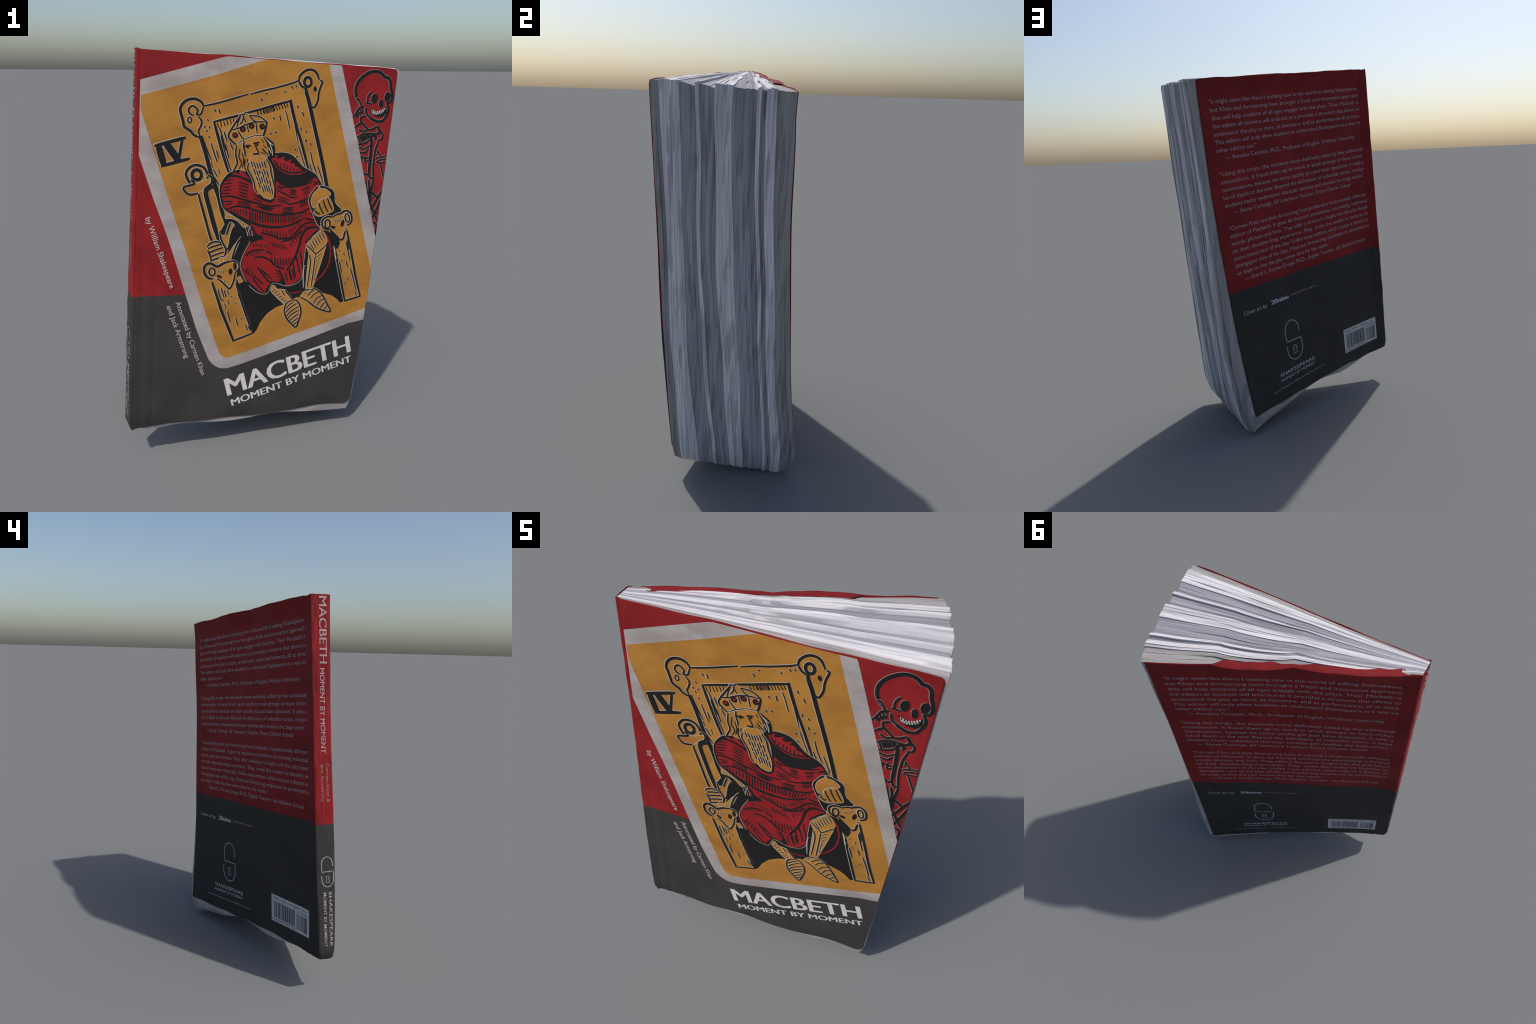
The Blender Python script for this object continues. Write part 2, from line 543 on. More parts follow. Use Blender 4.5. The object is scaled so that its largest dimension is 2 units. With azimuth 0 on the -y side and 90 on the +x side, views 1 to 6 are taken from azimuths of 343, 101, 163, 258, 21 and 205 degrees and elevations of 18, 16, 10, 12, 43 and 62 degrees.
PRINT = {
    "pale": printed("border_print", (.36, .325, .315), .12, 5, stain=(.25, .215, .205)),
    "gold": printed("gold_print", (.385, .178, .035), .12, 4, stain=(.27, .118, .024)),
    "ink": printed("black_print", (.0115, .0115, .012), .1, 6),
    "red": printed("robe_print", (.24, .0135, .0155), .2, 5),
    "lite": printed("highlight_print", (.40, .34, .28), .08),
    "dim": printed("dim_highlight_print", (.27, .17, .165), .1),
    "tooth": printed("tooth_print", (.34, .38, .35), .1),
    "title": printed("title_print", (.56, .54, .515), .1, 20),
    "small_print": printed("author_print", (.42, .38, .375), .1, 20),
    "back_print": printed("quotation_print", (.36, .29, .30), .1, 20),
    "logo_print": printed("logo_print", (.40, .42, .45), .1, 20),
    "label": printed("label_print", (.44, .44, .45), .06, 20),
    "spine_print": printed("spine_title_print", (.42, .28, .28), .15, 40),
    "spine_author": printed("spine_author_print", (.36, .17, .17), .15, 40),
    "spine_small": printed("spine_small_print", (.34, .31, .305), .15, 40),
}
KIND = {"pale": "border", "gold": "gold_field", "ink": "linework", "red": "red_field", "lite": "highlight", "dim": "highlight", "tooth": "teeth"}
ALIAS = {"ink0": "ink", "ink_s": "ink", "red1": "red"}
films = {}                             # (part, material) -> [verts, faces]
STEP = .000028
level = {"n": 0, "key": None}


def smooth_line(pts, closed=False, sub=5):
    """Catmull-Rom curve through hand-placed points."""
    p = np.array(pts, float)
    if len(p) < 3:
        k = max(2, int(np.hypot(*(p[1] - p[0])) / 12) + 1)
        return p[0] + (p[1] - p[0]) * np.linspace(0, 1, k)[:, None]
    if closed:
        q = np.vstack([p[-1], p, p[0], p[1]])
    else:
        q = np.vstack([2 * p[0] - p[1], p, 2 * p[-1] - p[-2]])
    out = []
    for i in range(1, len(q) - 2):
        u = np.linspace(0, 1, sub, endpoint=False)[:, None]
        a, b, c, d = q[i - 1], q[i], q[i + 1], q[i + 2]
        out.append(.5 * (2 * b + (c - a) * u + (2 * a - 5 * b + 4 * c - d) * u ** 2 + (3 * b - a - 3 * c + d) * u ** 3))
    out = np.vstack(out)
    return out if closed else np.vstack([out, p[-1]])


def densify(p, step=14.0):
    out = []
    for a, b in zip(p, np.roll(p, -1, axis=0)):
        n = max(1, int(np.hypot(*(b - a)) / step))
        out.append(a + (b - a) * np.linspace(0, 1, n, endpoint=False)[:, None])
    return np.vstack(out)


def next_level(part, mat):
    if level["key"] != (part, mat):
        level["key"] = (part, mat)
        level["n"] += 8 if part.startswith("card") else 1
    return .0006 + level["n"] * STEP


def press(part, mat, xy, faces, lift, surface=front, fit=None):
    """Lay a flat 2-D mesh on a cover: cut it on a grid so that it can bend, then project it."""
    bm = bmesh.new()
    vs = [bm.verts.new((x, y, 0)) for x, y in xy]
    for f in faces:
        try:
            bm.faces.new([vs[i] for i in f])
        except ValueError:
            pass
    lo, hi = np.min(xy, axis=0), np.max(xy, axis=0)
    for ax in (0, 1):
        for g in np.arange(math.ceil(lo[ax] / 12) * 12, hi[ax], 12):
            n = Vector((1, 0, 0)) if ax == 0 else Vector((0, 1, 0))
            bmesh.ops.bisect_plane(bm, geom=bm.verts[:] + bm.edges[:] + bm.faces[:], plane_co=n * float(g), plane_no=n, dist=1e-5)
    bmesh.ops.triangulate(bm, faces=bm.faces[:])
    bm.verts.index_update()
    co = np.array([(v.co.x, v.co.y) for v in bm.verts])
    tri = [tuple(v.index for v in f.verts) for f in bm.faces]
    bm.free()
    if not len(tri):
        return
    p = surface(co[:, 0] / 1000, co[:, 1] / 1500, np.full(len(co), lift))
    out = []
    for a, b, c in tri:                # face outwards
        out.append((a, b, c))
    rec = films.setdefault((part, mat, surface.__name__), [[], [], 0])
    rec[1] += [(a + rec[2], b + rec[2], c + rec[2]) for a, b, c in out]
    rec[0].append(p)
    rec[2] += len(p)


def inside_cover(p):
    """Keep print on the front cover."""
    t = np.clip(p[:, 1] / 1500, .0022, .9975)
    edge = 1 + .008 * np.sin(np.pi * t) - .0025
    return np.stack([np.clip(p[:, 0] / 1000, .0085, edge) * 1000, t * 1500], 1)


def shape(part, mat, pts, smooth=True):
    level["batch"] = None
    p = smooth_line(pts, True, 4) if smooth else np.array(pts, float)
    p = inside_cover(densify(p))
    if part not in ("card", "card_border", "skeleton"):
        rim = "lite" if mat == "gold" or (mat == "ink" and smooth) else None
        if rim:
            ribbon(part, rim, np.vstack([p, p[:1]]), 4.2, next_level(part, rim + mat), taper=False)
    lift = next_level(part, mat)
    key = ALIAS.get(mat, mat)
    tri = tessellate_polygon([[Vector((x, y, 0)) for x, y in p]])
    press(part, key, p, tri, lift)


def ribbon(part, mat, line, width, lift, taper=True, surface=front):
    """A pen stroke: a strip along the line, a little narrower at its ends."""
    line = np.asarray(line, float)
    d = np.gradient(line, axis=0)
    d /= np.maximum(np.linalg.norm(d, axis=1), 1e-6)[:, None]
    n = np.stack([-d[:, 1], d[:, 0]], 1)
    k = len(line)
    u = np.linspace(0, 1, k)
    w = np.full(k, width / 2.0)
    if taper:
        w = w * (.72 + .28 * np.clip(np.minimum(u, 1 - u) * 6, 0, 1))
        line = line.copy()
        line[0] -= d[0] * width * .22
        line[-1] += d[-1] * width * .22
    xy = np.vstack([line + n * w[:, None], line - n * w[:, None]])
    if surface is front:
        xy = inside_cover(xy)
    press(part, mat, xy, [(i, i + 1, k + i + 1, k + i) for i in range(k - 1)], lift + random.uniform(0, 2e-5), surface)


HALO = np.array([-1.3, -.7])           # the pale plate is a little out of register with the black


def strokes(part, mat, width, *lines):
    lines = [smooth_line(l) for l in lines]
    if mat in ("ink", "ink_s"):
        under = "lite" if mat == "ink" else "dim"
        if level.get("batch") != part:         # all pale lines of a batch lie below all its black ones
            level["batch"], level["halo"] = part, next_level(part, under + "halo")
        lift = level["halo"]
        for l in lines:
            ribbon(part, under, l + HALO, width + 2.6, lift)
    lift = next_level(part, mat)
    for l in lines:
        ribbon(part, ALIAS.get(mat, mat), l, width, lift)


def hatch(part, mat, width, count, first, middle, last):
    """A row of short parallel strokes swept from the first through the middle to the last one."""
    a, b, c = (np.array(v, float) for v in (first, middle, last))
    rows = []
    for k in range(count):
        u = k / (count - 1)
        rows.append(a * (1 - u) * (1 - 2 * u) + b * 4 * u * (1 - u) + c * u * (2 * u - 1) + RNG.uniform(-1.2, 1.2, (2, 2)))
    strokes(part, mat, width, *rows)


def oval_line(centre, east, south, n=28):
    c, e, s = (np.array(v, float) for v in (centre, east, south))
    a = np.linspace(0, 2 * np.pi, n, endpoint=False)[:, None]
    return c + (e - c) * np.cos(a) + (s - c) * np.sin(a)


def ovals(part, mat, *triples):
    for tr in triples:
        p = oval_line(*tr)
        if mat == "ink_s":
            press(part, "dim", oval_line(*tr) * 1.0 + HALO * 1.6, [tuple(range(len(p)))], next_level(part, "dimoval"))
        press(part, ALIAS.get(mat, mat), p, [tuple(range(len(p)))], next_level(part, mat))


def rings(part, mat, width, triple):
    p = oval_line(*triple)
    p = np.vstack([p, p[:1]])
    if level.get("batch") != part:
        level["batch"], level["halo"] = part, next_level(part, "litehalo")
    ribbon(part, "lite", p + HALO, width + 2.6, level["halo"], taper=False)
    ribbon(part, "ink", p, width, next_level(part, mat), taper=False)


def lettering(part, mat, text, start, end, cap, weight, surface=front, bold=0.0):
    """Set a line of type from start to end (baseline), with the given cap height; bold widens the strokes."""
    cu = bpy.data.curves.new("type", "FONT")
    cu.body, cu.size, cu.resolution_u, cu.offset = text, 1.0, 3, weight
    ob = bpy.data.objects.new("type", cu)
    bpy.context.scene.collection.objects.link(ob)
    dg = bpy.context.evaluated_depsgraph_get()
    me = ob.evaluated_get(dg).to_mesh()
    xy = np.array([(v.co.x, v.co.y) for v in me.vertices])
    faces = [tuple(p.vertices) for p in me.polygons]
    ob.evaluated_get(dg).to_mesh_clear()
    bpy.data.objects.remove(ob)
    bpy.data.curves.remove(cu)
    a, b = np.array(start, float), np.array(end, float)
    if surface is spine_surface:       # across the spine the unit is much shorter
        along, up = (b - a), np.array([-1.0, 0])
    else:
        along = b - a
        up = np.array([along[1], -along[0]]) / np.hypot(*along)
        if surface is back:
            up = -up
    x0, x1 = xy[:, 0].min(), xy[:, 0].max()
    u = (xy[:, 0] - x0) / (x1 - x0)
    v = xy[:, 1] / .729 * cap
    for k, shift in enumerate((-bold, 0, bold) if bold else (0,)):
        press(part, mat, a + along * (u + shift)[:, None] + up * v[:, None], faces, (.0014 if surface is spine_surface else .0009) + k * .00008, surface)


# ------------------------------------------------------------------ front cover picture
level["n"] = 0
# skeleton on the red field behind the card
strokes("skeleton", "ink_s", 12.8, [(871, 151), (853, 136), (837, 111), (832, 81), (842, 54), (863, 32), (891, 17), (918, 16), (935, 24), (946, 33),
    (963, 36), (975, 50), (979, 70), (986, 86), (992, 111), (987, 127), (978, 130)])
strokes("skeleton", "ink_s", 11.6, [(971, 132), (981, 147), (983, 165), (976, 184), (964, 202), (940, 206), (916, 197), (897, 183), (886, 165)])
ovals("skeleton", "ink_s", [(916, 118), (930, 115), (918, 137)], [(971, 109), (984, 102), (976, 127)], [(947, 136), (957, 136), (949, 153)])
shape("skeleton", "ink_s", [(902, 156), (912, 159), (933, 168), (951, 168), (965, 157), (974, 145), (977, 170), (964, 187), (937, 187), (914, 176)],
    smooth=False)
ovals("skeleton", "tooth", [(912, 164), (914, 163), (913, 169)], [(920, 167), (923, 166), (921, 172)], [(929, 169), (931, 168), (930, 173)], [(937,
    169), (940, 168), (938, 173)], [(945, 167), (947, 166), (946, 172)], [(952, 165), (955, 164), (953, 169)], [(959, 160), (962, 159), (960, 165)],
    [(966, 155), (968, 154), (967, 159)], [(917, 173), (920, 172), (918, 177)], [(925, 175), (928, 174), (926, 179)], [(933, 176), (936, 175), (934,
    180)], [(941, 175), (943, 174), (942, 179)], [(948, 173), (950, 172), (949, 177)], [(955, 169), (957, 169), (956, 173)], [(961, 164), (964, 164),
    (962, 168)])
strokes("skeleton", "ink_s", 7.5, [(882, 136), (892, 137), (909, 140)], [(890, 138), (887, 118), (892, 103), (900, 93)], [(838, 124), (849, 125),
    (865, 148), (872, 160)], [(884, 156), (890, 178), (906, 190)])
strokes("skeleton", "ink_s", 8.7, [(835, 193), (847, 178), (855, 159), (874, 150)], [(846, 193), (857, 182), (874, 169)], [(852, 169), (866, 186)],
    [(845, 174), (855, 195)], [(859, 160), (873, 176)], [(886, 187), (868, 196), (874, 213), (888, 223)], [(846, 235), (861, 222), (875, 217), (893,
    229), (910, 241), (928, 235), (945, 226), (957, 239), (968, 250)], [(868, 240), (883, 248), (903, 244)])
strokes("skeleton", "ink_s", 7.5, [(869, 270), (875, 283), (880, 294)], [(876, 267), (883, 280), (887, 290)], [(883, 264), (890, 277), (894, 286)],
    [(890, 261), (897, 275), (901, 283)], [(897, 258), (904, 272), (908, 279)], [(904, 255), (912, 270), (915, 276)], [(911, 252), (919, 267), (922,
    272)], [(860, 273), (890, 257), (920, 255), (939, 255)], [(869, 301), (901, 293), (925, 276)], [(875, 312), (901, 316), (922, 304)], [(880, 330),
    (904, 333), (917, 317)], [(887, 350), (908, 353), (928, 355)], [(895, 347), (894, 366)], [(910, 346), (911, 368), (925, 363)])
strokes("skeleton", "ink_s", 12.8, [(924, 271), (929, 301), (932, 343), (934, 387), (935, 416)])
strokes("skeleton", "ink_s", 8.7, [(960, 280), (951, 314), (949, 353), (952, 397), (959, 439)], [(943, 256), (956, 252), (969, 252), (974, 263), (969,
    277), (956, 279)], [(946, 233), (956, 244), (944, 258), (929, 259), (925, 276)], [(933, 264), (946, 268), (940, 278)])
strokes("skeleton", "ink_s", 9.9, [(911, 414), (920, 422), (936, 419)], [(922, 442), (938, 493), (958, 547)], [(960, 441), (956, 492), (958, 547)],
    [(937, 445), (945, 466), (950, 513)], [(937, 421), (943, 433), (960, 438)])
strokes("skeleton", "ink_s", 6.4, [(957, 353), (981, 347), (1007, 342)], [(960, 369), (980, 358), (1006, 353)], [(963, 370), (983, 371), (1007, 366)],
    [(957, 323), (969, 334), (977, 343)], [(977, 373), (990, 400), (1009, 442)], [(961, 321), (960, 338)])
strokes("skeleton", "ink_s", 10.4, [(959, 494), (976, 508), (995, 519)], [(963, 571), (980, 538), (1006, 486)], [(975, 612), (991, 572), (1007, 520)],
    [(962, 546), (982, 582), (1001, 614)], [(983, 622), (1002, 637), (1002, 674)], [(992, 558), (1008, 574)], [(983, 576), (998, 588)])
# the tilted card and its border
shape("card_border", "pale", [(10, 105), (323, 1), (352, -25), (739, -55), (761, -2), (875, 310), (1010, 703), (1082, 877), (1110, 1043), (1005,
    1073), (929, 1087), (694, 1166), (550, 1212), (442, 1245), (413, 1252), (395, 1256), (376, 1256), (360, 1252), (343, 1243), (326, 1228), (312,
    1209), (303, 1189), (254, 1070), (203, 915), (173, 824), (144, 736), (108, 637), (73, 549), (56, 502), (42, 463), (10, 372)], smooth=False)
shape("card", "gold", [(13, 158), (58, 144), (159, 111), (298, 65), (473, 0), (493, -17), (705, -19), (709, -2), (789, 224), (881, 487), (1008, 845),
    (1082, 913), (1094, 992), (1005, 1014), (935, 1040), (774, 1091), (646, 1129), (521, 1169), (447, 1192), (410, 1203), (394, 1207), (382, 1205),
    (369, 1198), (356, 1183), (349, 1166), (309, 1057), (263, 932), (200, 745), (142, 585), (99, 461), (14, 211)], smooth=False)
# numeral
strokes("numeral", "lite", 16.8, [(66, 335), (176, 301)])
strokes("numeral", "lite", 16.8, [(94, 408), (194, 378)])
strokes("numeral", "lite", 28.8, [(80, 336), (101, 402)])
strokes("numeral", "lite", 31.2, [(107, 324), (155, 387)])
strokes("numeral", "lite", 15.2, [(166, 306), (157, 377)])
strokes("numeral", "ink0", 13.6, [(68, 336), (177, 302)])
strokes("numeral", "ink0", 13.6, [(95, 409), (195, 379)])
strokes("numeral", "ink0", 25.6, [(81, 337), (102, 403)])
strokes("numeral", "ink0", 28.0, [(108, 325), (157, 388)])
strokes("numeral", "ink0", 12.0, [(167, 307), (158, 378)])
# throne
strokes("throne", "ink", 6.9, [(241, 184), (304, 167), (405, 132)], [(415, 131), (461, 116), (505, 104), (544, 91), (573, 81), (596, 70)])
strokes("throne", "ink", 10.6, [(241, 184), (232, 171), (221, 164), (203, 160), (179, 166), (162, 181), (155, 201), (161, 223), (167, 243), (173,
    262), (195, 276), (210, 291), (230, 298)])
strokes("throne", "ink", 7.4, [(231, 291), (226, 275), (233, 259), (236, 240), (224, 222)], [(240, 186), (236, 202), (231, 214), (216, 215), (219,
    202), (210, 190), (198, 186), (187, 195), (187, 208), (196, 217), (204, 219)])
rings("throne", "ink", 5.5, [(191, 237), (198, 236), (192, 247)])
strokes("throne", "ink", 16.0, [(233, 296), (260, 366), (282, 434), (308, 496), (298, 480), (315, 520), (333, 581), (349, 623)])
strokes("throne", "ink", 5.5, [(240, 292), (259, 337), (280, 382)], [(276, 319), (289, 354), (303, 388)], [(298, 345), (307, 375)], [(280, 389), (286,
    408)], [(289, 416), (307, 445)], [(309, 415), (316, 433)], [(294, 445), (316, 478)])
strokes("throne", "ink", 7.4, [(258, 232), (261, 237)], [(247, 257), (250, 261)], [(265, 259), (269, 263)], [(255, 272), (259, 276)], [(266, 294),
    (269, 299)], [(282, 195), (287, 202)], [(299, 194), (304, 207)], [(456, 145), (461, 152)], [(473, 126), (477, 127)])
strokes("throne", "ink", 7.4, [(457, 147), (462, 152)], [(473, 126), (478, 127)], [(545, 113), (549, 116)], [(571, 94), (576, 100)], [(587, 90), (591,
    93)], [(600, 163), (606, 171)], [(623, 187), (630, 199)], [(622, 246), (626, 254)], [(644, 256), (649, 261)], [(647, 290), (652, 299)], [(667,
    304), (672, 308)], [(607, 328), (612, 331)], [(616, 357), (621, 360)], [(502, 271), (508, 275)], [(521, 266), (527, 269)], [(509, 213), (515,
    218)], [(535, 205), (540, 221)])
strokes("throne", "ink", 9.2, [(281, 240), (329, 225), (379, 210), (402, 201)], [(402, 201), (452, 186), (514, 165), (571, 147)])
strokes("throne", "ink", 11.5, [(283, 240), (307, 311), (327, 368), (351, 429)])
strokes("throne", "ink", 11.0, [(569, 145), (600, 229), (631, 301), (672, 407)])
strokes("throne", "ink", 4.6, [(574, 142), (594, 200), (615, 258)], [(555, 183), (568, 216), (579, 252)], [(621, 317), (639, 357), (656, 395)], [(587,
    197), (617, 298)])
hatch("throne", "ink0", 6.0, 7, [(295, 243), (301, 259)], [(331, 232), (337, 249)], [(366, 222), (372, 238)])
hatch("throne", "ink0", 6.0, 6, [(446, 191), (452, 205)], [(475, 183), (481, 197)], [(503, 175), (509, 189)])
hatch("throne", "ink0", 6.0, 10, [(465, 183), (472, 199)], [(511, 170), (519, 185)], [(557, 156), (565, 170)])
strokes("throne", "ink", 5.5, [(304, 259), (317, 292), (334, 342)], [(323, 274), (336, 308)], [(331, 322), (347, 371)], [(348, 313), (362, 341)],
    [(311, 289), (333, 356), (360, 425)])
strokes("throne", "ink", 9.2, [(596, 70), (599, 54), (611, 39), (628, 29), (647, 28), (664, 38), (677, 61)])
strokes("throne", "ink", 8.3, [(683, 64), (691, 70), (685, 91), (681, 113), (681, 134), (676, 153), (668, 166), (656, 162)], [(597, 72), (608, 88),
    (624, 97)])
rings("throne", "ink", 11.0, [(633, 73), (647, 72), (635, 90)])
ovals("throne", "ink", [(665, 97), (671, 94), (669, 106)])
strokes("throne", "ink", 15.2, [(628, 97), (633, 116), (645, 144), (674, 226), (708, 321), (739, 412), (763, 489), (762, 477)])
strokes("throne", "ink", 5.1, [(673, 337), (687, 379), (708, 422)], [(709, 393), (722, 420), (737, 455)], [(673, 385), (690, 419)], [(732, 455), (743,
    478)])
shape("shadow", "ink", [(352, 606), (400, 612), (433, 631), (482, 659), (609, 721), (727, 657), (787, 661), (815, 686), (823, 732), (849, 822), (899,
    977), (880, 985), (861, 966), (834, 948), (796, 936), (762, 928), (708, 956), (675, 949), (653, 965), (619, 980), (587, 991), (551, 1016), (524,
    1053), (510, 1089), (499, 1103), (490, 1100), (450, 997), (408, 883), (410, 814), (416, 790), (372, 781), (360, 769), (369, 737), (339, 678),
    (332, 662), (344, 631)], smooth=False)
# sceptre
strokes("scepter", "ink", 10.1, [(264, 468), (269, 455), (268, 435), (253, 411), (226, 402), (201, 410), (186, 433), (192, 455), (205, 473), (218,
    480), (179, 488)])
shape("scepter", "gold", [(179, 488), (218, 475), (247, 466), (280, 450), (287, 472), (266, 487), (232, 510), (209, 514), (192, 511)], smooth=False)
strokes("scepter", "ink", 9.2, [(206, 459), (219, 474), (179, 488), (193, 511), (212, 515), (233, 509)], [(272, 440), (285, 448), (286, 470), (265,
    488), (259, 502)])
rings("scepter", "ink", 13.6, [(227, 439), (245, 439), (228, 458)])
strokes("scepter", "ink", 10.1, [(237, 514), (264, 596), (287, 669), (301, 706)])
strokes("scepter", "ink", 18.4, [(290, 483), (270, 493), (266, 513), (281, 562), (304, 634), (326, 696)])
strokes("scepter", "ink", 7.4, [(346, 636), (336, 656), (327, 665)])
# arm that holds it
shape("scepter_arm", "gold", [(282, 723), (289, 711), (308, 702), (331, 704), (342, 720), (350, 732), (356, 760), (343, 773), (302, 782), (293, 758)],
    smooth=True)
strokes("scepter_arm", "ink", 7.4, [(281, 723), (289, 711), (308, 702), (331, 704), (340, 718)], [(286, 729), (309, 720), (335, 713)], [(290, 746),
    (317, 735), (345, 726)], [(296, 763), (322, 753), (350, 744)], [(302, 779), (323, 771), (351, 761)], [(284, 737), (295, 759), (301, 782)])
shape("scepter_arm", "gold", [(351, 593), (379, 600), (412, 614), (432, 631), (436, 638), (424, 643), (399, 618), (371, 607), (349, 607)],
    smooth=True)
shape("scepter_arm", "gold", [(369, 624), (386, 638), (378, 658), (368, 685), (370, 716), (362, 733), (342, 700), (335, 679), (356, 673), (360, 654)],
    smooth=True)
shape("scepter_arm", "gold", [(416, 685), (383, 780), (359, 782), (362, 764), (380, 736), (388, 721)], smooth=False)
shape("scepter_arm", "gold", [(333, 769), (346, 766), (350, 782), (336, 786)], smooth=False)
strokes("scepter_arm", "ink", 7.8, [(329, 669), (339, 700), (357, 733), (354, 760)], [(417, 685), (398, 721), (384, 776)], [(385, 638), (375, 673),
    (370, 717), (363, 734)], [(356, 673), (362, 650), (369, 625)])
shape("ram_head", "gold", [(282, 794), (297, 792), (315, 799), (329, 804), (352, 791), (375, 785), (394, 783), (413, 794), (416, 813), (402, 829),
    (399, 845), (392, 878), (381, 900), (369, 890), (348, 869), (330, 856), (316, 848), (301, 855), (282, 840), (274, 813)], smooth=True)
strokes("ram_head", "ink", 11.0, [(308, 855), (291, 850), (277, 833), (273, 809), (282, 794), (299, 791), (317, 801), (329, 804), (352, 791), (375,
    784)])
strokes("ram_head", "ink", 7.4, [(375, 784), (394, 783), (413, 794), (416, 813), (403, 829)], [(401, 831), (398, 862), (390, 888), (381, 900), (369,
    890), (348, 869), (330, 856)])
rings("ram_head", "ink", 7.4, [(306, 826), (318, 827), (307, 842)])
ovals("ram_head", "ink", [(337, 847), (348, 852), (336, 853)], [(382, 827), (390, 823), (385, 840)], [(399, 805), (406, 802), (402, 821)])
strokes("ram_head", "ink", 4.6, [(358, 866), (361, 871)], [(361, 881), (365, 887)])
hatch("ram_head", "ink", 4.6, 4, [(330, 819), (336, 827)], [(347, 823), (350, 833)], [(361, 816), (362, 826)])
strokes("throne", "ink", 12.0, [(309, 871), (334, 937), (355, 997), (385, 1066), (412, 1131)])
strokes("throne", "ink", 8.3, [(412, 1131), (454, 1116), (495, 1101)], [(408, 879), (450, 997), (494, 1101)])
strokes("throne", "ink", 5.5, [(334, 901), (348, 942), (360, 951)], [(347, 897), (361, 935)], [(360, 906), (370, 935)], [(372, 906), (381, 923)],
    [(365, 964), (371, 981)], [(379, 998), (394, 1045)], [(378, 950), (383, 965)], [(452, 1002), (465, 1036)], [(459, 1064), (471, 1086)], [(471,
    1067), (483, 1089)], [(419, 925), (428, 946)], [(416, 1029), (427, 1062)], [(389, 931), (395, 936)], [(408, 964), (414, 967)], [(437, 1030), (443,
    1034)])
shape("ram_head", "gold", [(411, 854), (422, 848), (437, 871), (422, 878)], smooth=False)
# robe
shape("robe", "ink", [(319, 510), (320, 476), (333, 449), (354, 427), (387, 414), (414, 411), (443, 448), (478, 508), (519, 522), (536, 491), (525,
    408), (498, 364), (527, 348), (558, 343), (590, 348), (615, 364), (650, 397), (701, 422), (724, 449), (741, 480), (755, 535), (740, 584), (746,
    640), (744, 661), (699, 710), (691, 797), (689, 864), (662, 889), (621, 896), (565, 881), (544, 926), (502, 920), (458, 881), (426, 823), (422,
    790), (433, 750), (454, 703), (443, 671), (449, 643), (429, 627), (360, 585), (334, 562)], smooth=True)
shape("robe", "red", [(327, 510), (328, 480), (341, 457), (359, 446), (389, 446), (421, 459), (448, 472), (460, 500), (488, 527), (521, 544), (543,
    530), (546, 499), (542, 457), (566, 472), (606, 479), (650, 473), (684, 454), (705, 439), (722, 463), (701, 498), (690, 528), (692, 560), (708,
    580), (672, 604), (625, 628), (581, 638), (520, 636), (464, 622), (423, 604), (359, 575), (344, 566), (335, 540)], smooth=True)
shape("robe", "red", [(516, 371), (532, 355), (540, 355), (537, 370), (556, 364), (575, 356), (564, 369), (577, 378), (601, 366), (591, 382), (613,
    385), (612, 394), (634, 402), (643, 411), (670, 415), (637, 428), (602, 431), (569, 422), (540, 404), (525, 386)], smooth=False)
strokes("robe", "ink0", 6.9, [(527, 375), (544, 399), (572, 415), (609, 422), (658, 415)])
hatch("robe", "ink0", 6.0, 8, [(543, 382), (540, 398)], [(591, 396), (590, 412)], [(639, 411), (641, 418)])
shape("robe", "red", [(362, 433), (377, 425), (387, 434), (397, 416), (415, 430), (439, 452), (416, 447), (397, 439)], smooth=False)
shape("robe", "red", [(449, 628), (489, 642), (542, 650), (602, 644), (649, 628), (676, 604), (691, 592), (704, 594), (724, 612), (742, 636), (738,
    657), (699, 706), (690, 764), (688, 822), (685, 860), (658, 886), (623, 895), (606, 853), (594, 876), (559, 881), (538, 907), (533, 926), (501,
    908), (458, 869), (432, 835), (425, 798), (433, 754), (458, 711), (485, 699), (452, 683), (460, 659)], smooth=True)
shape("robe", "ink", [(444, 679), (459, 673), (484, 679), (514, 691), (501, 696), (457, 699), (446, 704)], smooth=False)
strokes("robe", "ink0", 7.8, [(333, 523), (356, 519), (387, 524), (426, 535), (474, 547), (522, 557), (573, 554)], [(351, 571), (389, 559), (424,
    563), (476, 577), (537, 591), (597, 592), (657, 583), (696, 562)])
strokes("robe", "ink0", 6.4, [(548, 491), (581, 506), (610, 520), (634, 521)], [(601, 550), (641, 541), (683, 520)], [(562, 479), (610, 479), (658,
    470), (700, 454)])
strokes("robe", "ink0", 8.3, [(449, 635), (466, 655), (475, 673), (504, 683)], [(499, 667), (548, 680), (578, 692), (618, 689), (649, 664), (675,
    634), (703, 624), (736, 627)], [(587, 705), (631, 693), (669, 661)])
strokes("robe", "ink0", 10.1, [(740, 645), (697, 649), (675, 675), (664, 730), (648, 783), (621, 829)])
strokes("robe", "ink0", 7.8, [(691, 709), (710, 689), (734, 661)], [(438, 760), (472, 741), (513, 740)], [(479, 771), (507, 768), (540, 781), (576,
    811), (610, 821)], [(494, 812), (521, 846), (548, 875), (577, 878)], [(525, 744), (551, 757)], [(587, 825), (605, 861), (618, 887)], [(680, 608),
    (718, 615)])
hatch("robe", "ink0", 5.5, 5, [(334, 461), (367, 453)], [(332, 486), (363, 480)], [(330, 510), (358, 507)])
hatch("robe", "ink0", 5.5, 5, [(392, 464), (429, 474)], [(394, 488), (431, 499)], [(396, 513), (433, 524)])
